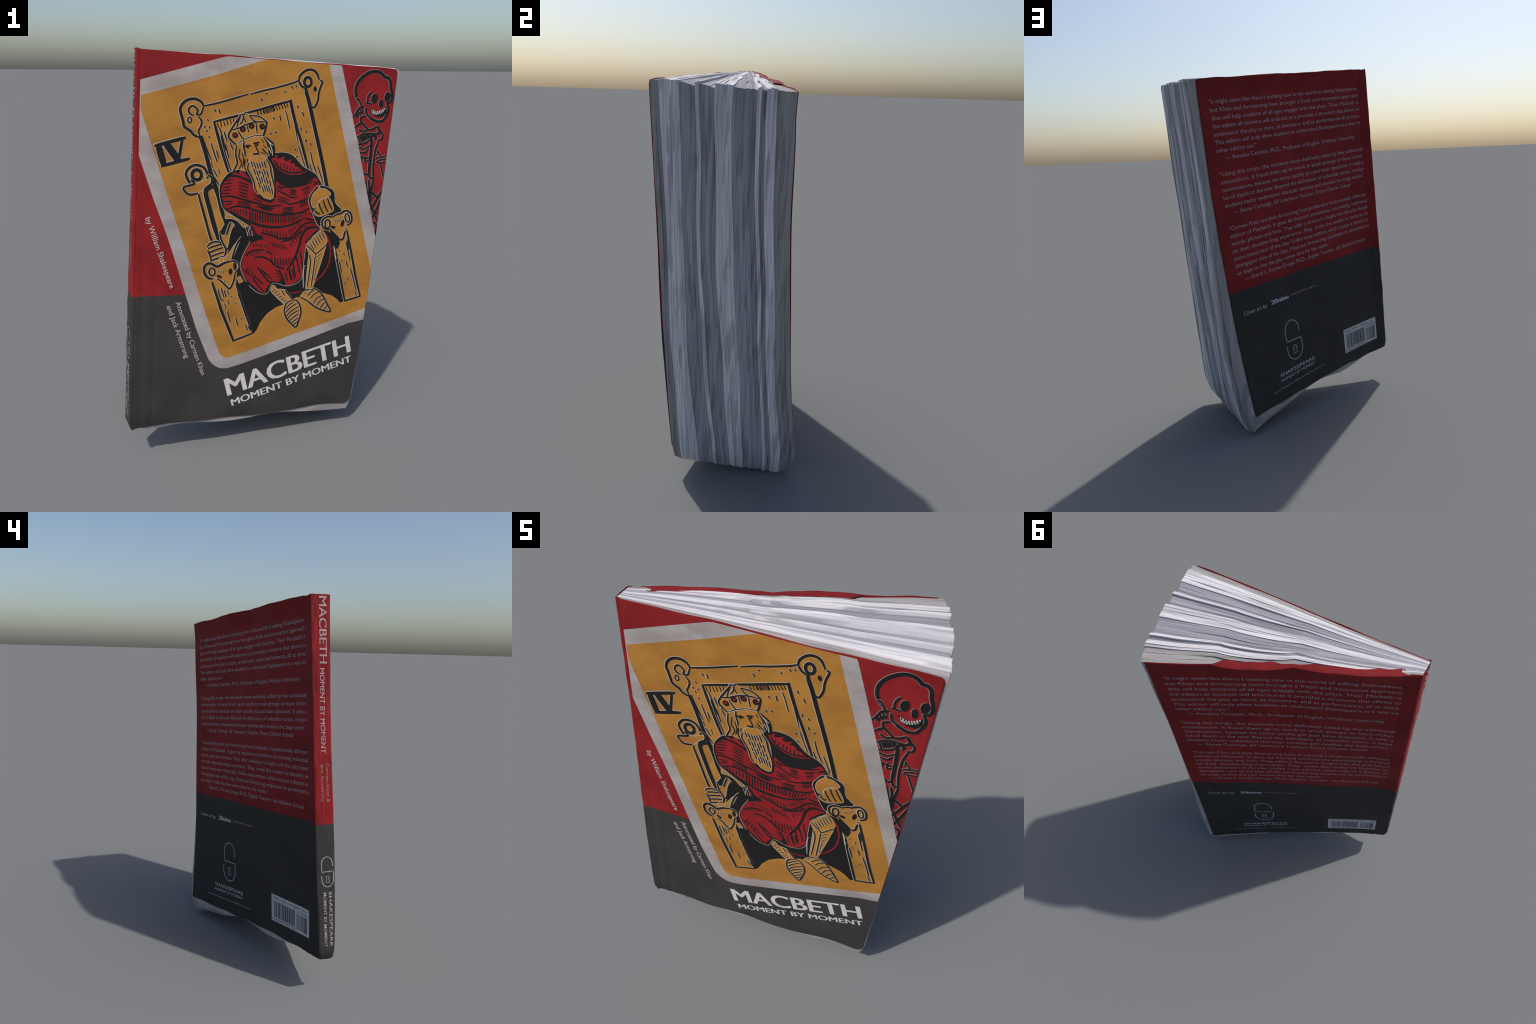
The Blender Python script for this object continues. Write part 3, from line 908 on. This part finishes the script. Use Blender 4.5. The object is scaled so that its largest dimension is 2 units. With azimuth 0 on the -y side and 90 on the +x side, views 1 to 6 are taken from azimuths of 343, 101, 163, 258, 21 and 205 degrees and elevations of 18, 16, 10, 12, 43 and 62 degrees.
strokes("robe", "ink0", 5.1, [(391, 539), (423, 543), (446, 548)], [(391, 547), (423, 551), (447, 556)], [(392, 556), (424, 559), (447, 564)], [(471,
    558), (514, 563), (544, 567)], [(481, 563), (519, 569), (537, 572)], [(491, 569), (523, 575), (529, 578)], [(555, 519), (601, 530)], [(556, 529),
    (602, 539)], [(557, 538), (603, 547)], [(651, 560), (684, 544)], [(650, 552), (683, 536)], [(649, 543), (682, 528)], [(548, 472), (571, 483)],
    [(549, 480), (571, 490)], [(698, 469), (720, 457)], [(703, 462), (720, 453)], [(460, 515), (508, 538)], [(456, 527), (493, 542)], [(338, 540),
    (369, 539)], [(343, 555), (373, 545)])
hatch("robe", "ink0", 5.1, 4, [(578, 565), (622, 562)], [(580, 577), (624, 572)], [(580, 587), (624, 583)])
hatch("robe", "ink0", 5.1, 4, [(603, 488), (627, 491)], [(604, 498), (629, 500)], [(605, 509), (629, 509)])
hatch("robe", "ink0", 5.1, 4, [(655, 486), (686, 471)], [(659, 498), (684, 485)], [(664, 511), (683, 500)])
hatch("robe", "ink0", 6.0, 6, [(369, 570), (371, 582)], [(399, 572), (401, 591)], [(429, 574), (432, 598)])
hatch("robe", "ink0", 6.0, 18, [(444, 576), (448, 619)], [(538, 589), (538, 626)], [(633, 595), (629, 624)])
hatch("robe", "ink0", 6.0, 4, [(642, 597), (640, 617)], [(661, 587), (658, 603)], [(680, 578), (677, 590)])
hatch("robe", "ink0", 5.5, 9, [(506, 652), (511, 673)], [(553, 660), (558, 682)], [(601, 668), (606, 690)])
hatch("robe", "ink0", 5.5, 6, [(613, 656), (621, 674)], [(634, 642), (642, 656)], [(656, 628), (663, 638)])
hatch("robe", "ink0", 5.5, 5, [(680, 642), (686, 655)], [(702, 637), (709, 650)], [(725, 631), (732, 645)])
hatch("robe", "ink0", 5.5, 7, [(544, 708), (554, 726)], [(574, 714), (584, 733)], [(604, 721), (614, 740)])
hatch("robe", "ink0", 5.5, 6, [(468, 713), (472, 723)], [(497, 715), (500, 725)], [(525, 718), (529, 728)])
hatch("robe", "ink0", 5.5, 5, [(445, 754), (449, 765)], [(469, 750), (472, 760)], [(493, 746), (496, 756)])
strokes("robe", "ink0", 6.0, [(616, 841), (628, 875)], [(630, 831), (643, 871)], [(644, 821), (658, 867)])
hatch("robe", "ink0", 6.0, 9, [(549, 769), (559, 802)], [(600, 778), (609, 809)], [(649, 774), (658, 786)])
hatch("robe", "ink0", 6.0, 4, [(630, 816), (648, 875)], [(651, 782), (670, 851)], [(672, 749), (692, 826)])
hatch("robe", "ink0", 6.0, 5, [(625, 713), (635, 726)], [(642, 689), (653, 701)], [(660, 665), (670, 677)])
strokes("robe", "ink0", 5.5, [(477, 857), (499, 887), (531, 921)], [(446, 872), (484, 901), (523, 927)], [(434, 817), (456, 840)])
hatch("robe", "ink0", 5.5, 5, [(511, 819), (529, 842)], [(528, 836), (544, 854)], [(546, 853), (559, 866)])
hatch("robe", "ink0", 5.5, 4, [(481, 853), (497, 858)], [(495, 865), (510, 872)], [(509, 876), (524, 886)])
hatch("robe", "ink0", 5.5, 4, [(569, 827), (590, 834)], [(578, 846), (596, 851)], [(587, 865), (603, 869)])
hatch("robe", "ink0", 5.5, 4, [(454, 811), (445, 836)], [(470, 827), (463, 852)], [(487, 844), (481, 869)])
strokes("robe", "red1", 6.4, [(757, 660), (786, 690), (806, 744), (804, 804), (783, 850), (752, 883)])
strokes("robe", "red1", 5.5, [(645, 928), (670, 929), (694, 924)])
# arm with the orb
shape("orb_arm", "ink", [(687, 536), (694, 505), (721, 472), (765, 478), (792, 497), (803, 541), (836, 575), (805, 600), (765, 620), (742, 640), (712,
    592)], smooth=True)
shape("orb_arm", "gold", [(709, 562), (697, 536), (702, 508), (717, 489), (723, 482), (725, 473), (732, 483), (753, 485), (777, 503), (767, 515),
    (747, 520), (727, 536), (723, 556)], smooth=True)
shape("orb_arm", "gold", [(713, 577), (726, 564), (730, 540), (748, 526), (772, 520), (798, 568), (780, 583), (758, 592), (741, 598), (722, 592)],
    smooth=True)
strokes("orb_arm", "ink0", 6.0, [(730, 544), (743, 568), (757, 588)], [(748, 529), (759, 555), (775, 580)], [(766, 523), (778, 547), (793, 571)],
    [(716, 574), (732, 588), (740, 584)])
shape("ram_head", "gold", [(755, 623), (762, 607), (776, 600), (793, 601), (807, 592), (830, 587), (843, 596), (857, 580), (875, 587), (885, 611),
    (880, 628), (867, 636), (865, 657), (857, 673), (857, 694), (842, 699), (829, 686), (808, 667), (793, 653), (774, 653), (758, 640)], smooth=True)
strokes("ram_head", "ink", 8.3, [(793, 653), (774, 653), (758, 640), (754, 621), (764, 605), (785, 599), (794, 602)], [(798, 602), (813, 591), (830,
    587), (842, 578), (858, 574), (877, 586), (885, 611), (880, 628), (867, 635)], [(793, 653), (808, 668), (829, 686), (842, 699), (857, 693), (860,
    671), (866, 655)])
rings("ram_head", "ink", 7.4, [(779, 631), (790, 631), (781, 649)])
rings("ram_head", "ink", 6.4, [(864, 605), (873, 603), (870, 623)])
ovals("ram_head", "ink", [(806, 645), (817, 648), (804, 651)], [(846, 628), (854, 623), (847, 643)])
strokes("ram_head", "ink", 4.6, [(859, 648), (866, 650)])
hatch("ram_head", "ink", 4.6, 4, [(808, 617), (813, 624)], [(823, 611), (827, 622)], [(832, 601), (836, 606)])
strokes("throne", "ink", 10.1, [(822, 727), (856, 838), (899, 976)], [(869, 659), (905, 767), (935, 863), (970, 958)])
strokes("throne", "ink", 8.3, [(899, 977), (932, 968), (970, 958)])
shape("shadow", "ink", [(794, 656), (827, 685), (845, 711), (838, 740), (822, 731), (802, 706)], smooth=False)
strokes("throne", "ink", 5.5, [(874, 698), (888, 741)], [(906, 827), (925, 871), (944, 925)], [(851, 795), (868, 843)], [(882, 796), (893, 818)],
    [(941, 934), (953, 954)], [(871, 707), (899, 788)], [(866, 757), (871, 764)], [(896, 872), (903, 875)], [(885, 892), (892, 896)], [(859, 789),
    (865, 793)], [(843, 744), (848, 749)])
# bare shin
shape("shin", "gold", [(746, 664), (756, 662), (769, 670), (786, 702), (782, 720), (742, 757), (699, 719), (722, 689)], smooth=False)
shape("shin", "gold", [(695, 721), (738, 760), (784, 721), (767, 803), (752, 866), (742, 911), (712, 914), (711, 806), (712, 756)], smooth=False)
strokes("shin", "ink", 5.5, [(697, 721), (719, 739), (742, 758), (762, 742), (784, 720)], [(740, 760), (739, 828), (736, 904)], [(713, 764), (722,
    802), (718, 904)])
hatch("shin", "ink", 4.6, 6, [(712, 714), (732, 743)], [(732, 688), (753, 718)], [(753, 661), (773, 692)])
hatch("shin", "ink", 4.6, 7, [(746, 775), (764, 761)], [(747, 826), (754, 811)], [(747, 877), (744, 862)])
strokes("shin", "lite", 4.1, [(695, 810), (695, 847), (701, 907)], [(693, 814), (700, 810)])
strokes("shin", "lite", 4.1, [(821, 732), (829, 757)], [(826, 757), (836, 783)])
strokes("shin", "lite", 3.2, [(429, 639), (431, 644)], [(439, 639), (441, 644)], [(449, 639), (451, 644)], [(432, 648), (434, 653)], [(442, 648),
    (444, 653)], [(452, 648), (454, 653)], [(435, 656), (437, 661)], [(445, 657), (447, 661)], [(455, 657), (457, 661)], [(438, 665), (440, 670)],
    [(448, 665), (450, 670)], [(458, 665), (460, 670)], [(441, 674), (443, 679)], [(451, 674), (453, 679)], [(461, 674), (463, 679)])
# pointed shoes
shape("boot", "gold", [(568, 891), (584, 909), (601, 911), (622, 917), (642, 943), (656, 961), (678, 966), (696, 993), (701, 1024), (695, 1055), (685,
    1086), (662, 1070), (638, 1042), (626, 1011), (628, 985), (610, 967), (582, 941), (560, 915)], smooth=True)
strokes("boot", "ink", 6.9, [(656, 961), (678, 966), (696, 993), (701, 1024), (695, 1055), (685, 1086), (662, 1070), (638, 1042), (626, 1011), (628,
    985), (636, 971), (656, 961)], [(622, 917), (641, 939), (655, 956)])
strokes("boot", "ink", 5.5, [(632, 998), (645, 982), (663, 970)], [(633, 1016), (651, 995), (677, 977)], [(637, 1033), (656, 1011), (689, 992)],
    [(643, 1045), (662, 1024), (693, 1008)], [(652, 1056), (672, 1038), (693, 1024)], [(661, 1067), (678, 1054), (692, 1043)], [(671, 1077), (683,
    1067), (689, 1061)], [(605, 914), (620, 938)])
hatch("boot", "ink", 5.5, 6, [(565, 919), (576, 909)], [(590, 942), (603, 936)], [(615, 964), (632, 963)])
shape("boot", "gold", [(697, 937), (708, 925), (734, 922), (755, 915), (783, 935), (804, 963), (821, 991), (837, 1022), (806, 1017), (764, 998), (726,
    969), (693, 950)], smooth=True)
strokes("boot", "ink", 6.9, [(734, 919), (755, 915), (783, 935), (804, 963), (821, 991), (837, 1022), (806, 1017), (764, 998), (726, 969), (693,
    950)])
strokes("boot", "ink", 5.5, [(723, 946), (735, 930), (751, 920)], [(738, 958), (753, 939), (772, 929)], [(753, 981), (768, 957), (791, 946)], [(770,
    995), (783, 971), (804, 963)], [(787, 1005), (800, 985), (813, 979)], [(805, 1013), (815, 999), (823, 993)], [(705, 930), (713, 933)])
# crown
shape("crown", "gold", [(372, 321), (352, 305), (340, 288), (350, 263), (366, 237), (381, 211), (402, 202), (420, 209), (454, 211), (486, 230), (482,
    258), (475, 283), (441, 287), (404, 301)], smooth=False)
strokes("crown", "ink", 7.4, [(373, 321), (404, 301), (441, 286), (475, 283)], [(373, 321), (352, 305), (340, 288), (350, 263), (366, 237), (381,
    213)], [(475, 283), (482, 257), (485, 230)])
strokes("crown", "ink", 5.5, [(348, 266), (375, 259), (408, 242), (444, 232), (485, 230)], [(381, 213), (375, 233), (370, 258)], [(394, 211), (391,
    229), (382, 243)], [(391, 214), (404, 235)], [(416, 209), (428, 223), (444, 232)], [(416, 209), (454, 211), (485, 229)], [(376, 268), (388, 286),
    (401, 301)], [(408, 244), (417, 270)], [(443, 235), (451, 273)], [(377, 209), (394, 206), (401, 198)])
ovals("crown", "ink", [(366, 285), (378, 285), (367, 296)], [(394, 261), (406, 261), (395, 273)], [(427, 248), (439, 248), (428, 259)], [(469, 248),
    (480, 248), (470, 260)])
ovals("crown", "red1", [(365, 284), (370, 284), (365, 289)], [(395, 261), (400, 261), (395, 266)], [(427, 248), (432, 248), (428, 252)], [(472, 248),
    (475, 248), (472, 252)])
# face and hair
shape("head", "gold", [(374, 322), (404, 303), (441, 287), (475, 285), (499, 307), (521, 339), (521, 359), (496, 362), (460, 393), (416, 420), (389,
    413), (371, 418), (381, 388), (373, 359)], smooth=False)
shape("head", "ink", [(475, 286), (490, 287), (518, 306), (527, 328), (530, 363), (504, 366), (492, 355), (502, 336), (492, 311)], smooth=False)
strokes("head", "ink", 6.9, [(373, 324), (373, 359), (381, 388), (374, 408), (367, 423)], [(401, 307), (402, 329), (407, 343), (411, 363)])
strokes("head", "ink0", 5.1, [(388, 335), (386, 366), (398, 389), (389, 413)], [(398, 351), (406, 380), (402, 406)], [(411, 372), (412, 405), (429,
    435)], [(421, 372), (421, 405)])
strokes("head", "ink0", 7.4, [(406, 326), (419, 322), (429, 323)], [(440, 313), (450, 311), (462, 308)])
ovals("head", "ink", [(418, 329), (424, 329), (419, 333)], [(455, 318), (460, 317), (455, 322)])
strokes("head", "ink0", 5.5, [(445, 314), (451, 327), (458, 339), (463, 348)], [(442, 352), (450, 353), (461, 349)], [(430, 390), (434, 372), (443,
    361), (457, 354), (477, 360), (489, 373)], [(442, 377), (458, 362), (474, 367), (482, 377)])
strokes("head", "ink0", 4.6, [(470, 297), (480, 308)], [(474, 330), (487, 340)], [(470, 345), (488, 351)], [(479, 319), (492, 329)], [(479, 337),
    (499, 351)])
strokes("head", "lite", 3.7, [(483, 289), (503, 310), (515, 336), (519, 356)], [(495, 300), (517, 317)], [(494, 340), (507, 356)], [(501, 325), (512,
    347)], [(494, 353), (502, 360)])
# beard
shape("beard", "gold", [(425, 385), (433, 368), (446, 360), (474, 357), (495, 373), (512, 393), (519, 423), (530, 457), (541, 491), (538, 522), (525,
    529), (513, 527), (497, 522), (486, 506), (471, 508), (459, 485), (451, 455), (438, 433), (425, 411)], smooth=False)
strokes("beard", "ink", 6.0, [(425, 389), (424, 411), (438, 435), (451, 459), (458, 485), (470, 506)], [(495, 372), (511, 394), (519, 425), (530,
    457), (540, 491), (539, 522)])
strokes("beard", "ink", 5.1, [(434, 382), (439, 392), (443, 402)], [(446, 410), (452, 421), (456, 432)], [(460, 441), (464, 448), (466, 455)], [(468,
    460), (475, 473), (479, 486)])
strokes("beard", "ink", 5.1, [(445, 384), (451, 396), (456, 409)], [(459, 417), (465, 428), (469, 440)], [(471, 445), (477, 457), (481, 468)], [(486,
    480), (491, 490), (495, 501)])
strokes("beard", "ink", 5.1, [(457, 387), (462, 397), (466, 408)], [(469, 415), (472, 422), (474, 429)], [(479, 440), (484, 450), (487, 460)], [(491,
    471), (498, 484), (502, 497)])
strokes("beard", "ink", 5.1, [(467, 387), (472, 397), (475, 406)], [(480, 418), (486, 431), (490, 445)], [(492, 450), (496, 457), (498, 465)], [(501,
    471), (507, 485), (512, 499)])
strokes("beard", "ink", 5.1, [(476, 383), (481, 393), (484, 402)], [(486, 409), (491, 420), (495, 431)], [(498, 440), (504, 454), (508, 467)], [(512,
    477), (518, 491), (523, 505)])
strokes("beard", "ink", 5.1, [(486, 379), (491, 392), (495, 405)], [(499, 417), (505, 430), (509, 444)], [(512, 453), (518, 465), (521, 477)], [(524,
    483), (529, 496), (533, 509)])

# ------------------------------------------------------------------ lettering
lettering("title", "title", "MACBETH", (408, 1389), (963, 1229), 90, 0, bold=.0062)
lettering("title", "title", "MOMENT BY MOMENT", (429, 1441), (976, 1281), 35, 0, bold=.0026)
lettering("author_line", "small_print", "by William Shakespeare", (39, 608), (141, 891), 22, .004)
lettering("author_line", "small_print", "Annotated by Carmen Khan", (165, 950), (285, 1280), 21, .004)
lettering("author_line", "small_print", "and Jack Armstrong", (130, 965), (213, 1196), 21, .004)

QUOTES = [                             # (first baseline, lines: text, indent, right end)
    (104, [("“It might seem like there’s nothing new in the world of editing Shakespeare,", 956, 52),
           ("but Khan and Armstrong have brought a fresh and innovative approach", 953, 51),
           ("that will help students of all ages engage with the plays. Their Macbeth is", 953, 51),
           ("the edition all teachers will embrace as it provides a structure that allows to", 953, 50),
           ("understand the play as story, as literature, and as performance, all at once.", 953, 50),
           ("This edition will truly allow students to understand Shakespeare in a way no", 953, 50),
           ("other edition can.”", 953, 729),
           ("— Annalisa Castaldo, Ph.D., Professor of English, Widener University", 911, 99)]),
    (407, [("“Using this script, the students were definitely aided by the additional", 954, 51),
           ("annotations. It freed them up to work in small groups or have richer", 953, 51),
           ("conversations, because we more quickly got past basic questions. It adds a", 953, 52),
           ("lot of depth to the text: Beyond the definitions of unfamiliar terms, it helps", 953, 53),
           ("students better understand character motives and visualize the stage action.”", 953, 53),
           ("— Stacey Carlough, AP Literature Teacher, Freire Charter School", 914, 156)]),
    (643, [("“Carmen Khan and Jack Armstrong have produced a fundamentally different", 954, 52),
           ("edition of Macbeth. It goes far beyond annotations elucidating individual", 953, 51),
           ("words, phrases and lines. They offer a director’s insight into the play based", 953, 50),
           ("on their decades-long experience. They  invite the reader to become an", 953, 50),
           ("active interpreter of the play. Unlike many editions which impose a distant or", 953, 50),
           ("disengaged view of the play, Khan and Armstrong emphasize its performance", 953, 50),
           ("on stage so that the play comes alive for the reader.”", 953, 342),
           ("— Sheryl L. Forste-Grupp, Ph.D., English Teacher, the Baldwin School", 912, 88)])]
for top, lines in QUOTES:
    for k, (text, x0, x1) in enumerate(lines):
        y = top + 33.7 * k
        lettering("quotation", "back_print", text, (x0, y - 7 * (953 - x0) / 900), (x1, y - 7 * (953 - x1) / 900), 19, -.002, back)

lettering("art_credit", "logo_print", "Cover art by", (950, 1032), (811, 1033), 18.9, 0, back)
lettering("art_credit", "logo_print", "20nine", (781, 1031), (669, 1030), 22, .01, back, .012)
lettering("art_credit", "back_print", "CREATIVE BRAND AGENCY", (651, 1023), (483, 1021), 8.5, 0, back)
lettering("publisher_name", "logo_print", "SHAKESPEARE", (802, 1386), (558, 1381), 18, .002, back, .0015)
lettering("publisher_name", "logo_print", "MOMENT BY MOMENT", (801, 1412), (559, 1404), 15, 0, back)
lettering("publisher_name", "back_print", "www.ShakespeareMomentByMoment.com", (865, 1446), (498, 1437), 10, 0, back)


def padlock(part, mat, surface, at, size, pen):
    """Open padlock drawn with one bent line, and its keyhole; at/size map the drawing to the cover."""
    put = lambda pts: np.array(at, float) + np.array(pts, float) * np.array(size, float)
    arc = lambda cx, cy, rx, ry, a, b, n=14: [(cx + rx * math.cos(math.radians(v)), cy + ry * math.sin(math.radians(v))) for v in np.linspace(a, b, n)]
    line = ([(.94, .34), (.93, .25)] + arc(.5, .24, .43, .24, 0, -180) + [(.07, .44), (.09, .5), (.93, .5), (1, .53), (1, .72)]
            + arc(.52, .74, .48, .26, 0, 180) + [(.04, .66), (.03, .61)])
    ribbon(part, mat, put(line), pen, .0010, taper=False, surface=surface)
    hole = arc(.52, .70, .11, .055, 120, 420) + [(.66, .84), (.38, .84), arc(.52, .70, .11, .055, 120, 120, 1)[0]]
    ribbon(part, mat, put(hole), pen * .85, .0010, taper=False, surface=surface)


padlock("padlock_logo", "logo_print", back, (733, 1138), (-105, 197), 3.6)


def barcode():
    """White label with two groups of bars and its numbers, on the back cover."""
    c = np.array([(327, 1305), (62, 1310), (64, 1435), (329, 1434)], float)
    put = lambda u, v: (c[0] * (1 - u) + c[1] * u) * (1 - v) + (c[3] * (1 - u) + c[2] * u) * v
    press("barcode", "label", c, [(0, 1, 2, 3)], .0008, back)
    rng = random.Random(5)
    for u0, u1, v0, v1 in ((.07, .63, .24, .84), (.68, .95, .34, .90)):
        u = u0
        while u < u1:
            wide = rng.choice((.006, .006, .011, .017))
            press("barcode", "ink", np.array([put(u, v0), put(min(u + wide, u1), v0), put(min(u + wide, u1), v1), put(u, v1)]), [(0, 1, 2, 3)], .0012, back)
            u += wide + rng.choice((.006, .006, .010, .015))
    for text, u0, u1, v, cap in (("ISBN 978-0-9988091-0-6", .06, .95, .15, 9), ("51399>", .70, .99, .29, 10), ("9 780998 809106", .01, .64, .955, 10)):
        lettering("barcode", "ink", text, put(u0, v), put(u1, v), cap, 0, back)


barcode()

lettering("spine_title", "spine_print", "MACBETH", (590, 7), (590, 266), 405, 0, spine_surface, .004)
lettering("spine_title", "spine_print", "MOMENT BY MOMENT", (600, 286), (600, 626), 265, 0, spine_surface, .0015)
lettering("spine_author", "spine_author", "Carmen Khan &", (365, 667), (372, 828), 190, 0, spine_surface)
lettering("spine_author", "spine_author", "Jack Armstrong", (640, 670), (645, 825), 180, 0, spine_surface)
lettering("spine_publisher", "spine_small", "SHAKESPEARE", (370, 1209), (340, 1447), 200, .006, spine_surface)
lettering("spine_publisher", "spine_small", "MOMENT BY MOMENT", (671, 1211), (674, 1448), 180, .006, spine_surface)


def spine_padlock():
    put = lambda pts: [(760 - 660 * x, 1058 + 129 * y) for x, y in pts]
    a = lambda cx, cy, rx, ry, s, e: [(cx + rx * math.cos(math.radians(v)), cy + ry * math.sin(math.radians(v))) for v in np.linspace(s, e, 12)]
    line = [(.95, .32), (.93, .25)] + a(.48, .24, .45, .24, 0, -180) + [(.05, .44), (.07, .5), (.96, .48), (1, .52), (1, .72)] + a(.52, .74, .48, .26, 0, 180) + [(.04, .63)]
    hole = a(.52, .69, .12, .055, 120, 420) + [(.66, .85), (.38, .85), (.46, .735)]
    for pts, pen in ((line, 3.4), (hole, 2.8)):
        p = np.array(put(pts), float) * (1 / 12.0, 1)      # even out the units across and along
        d = np.gradient(p, axis=0)
        d /= np.linalg.norm(d, axis=1)[:, None]
        n = np.stack([-d[:, 1], d[:, 0]], 1) * pen / 2
        xy = np.vstack([p + n, p - n]) * (12.0, 1)
        k = len(p)
        press("spine_padlock", "spine_small", xy, [(i, i + 1, k + i + 1, k + i) for i in range(k - 1)], .0014, spine_surface)


spine_padlock()

# ------------------------------------------------------------------ ink films become objects
PARENT = {"front": front_cover, "back": back_cover, "spine_surface": spine}
OUTWARD = {"front": np.array([0, -1.0, 0]), "back": np.array([-.4, .9, 0]), "spine_surface": np.array([-1.0, 0, 0])}
for (part, mat, on), (chunks, faces, _) in films.items():
    v = np.vstack(chunks)
    f = np.array(faces)
    n = np.cross(v[f[:, 1]] - v[f[:, 0]], v[f[:, 2]] - v[f[:, 0]])
    flip = n @ OUTWARD[on] < 0
    f[flip] = f[flip][:, ::-1]
    name = part if part in ("card", "card_border", "title", "author_line", "quotation", "art_credit", "publisher_name", "padlock_logo",
                            "spine_title", "spine_author", "spine_publisher", "spine_padlock") else part + "_" + KIND.get(mat, "label")
    add_object(name, v, [tuple(int(i) for i in q) for q in f], PRINT[mat], PARENT[on])
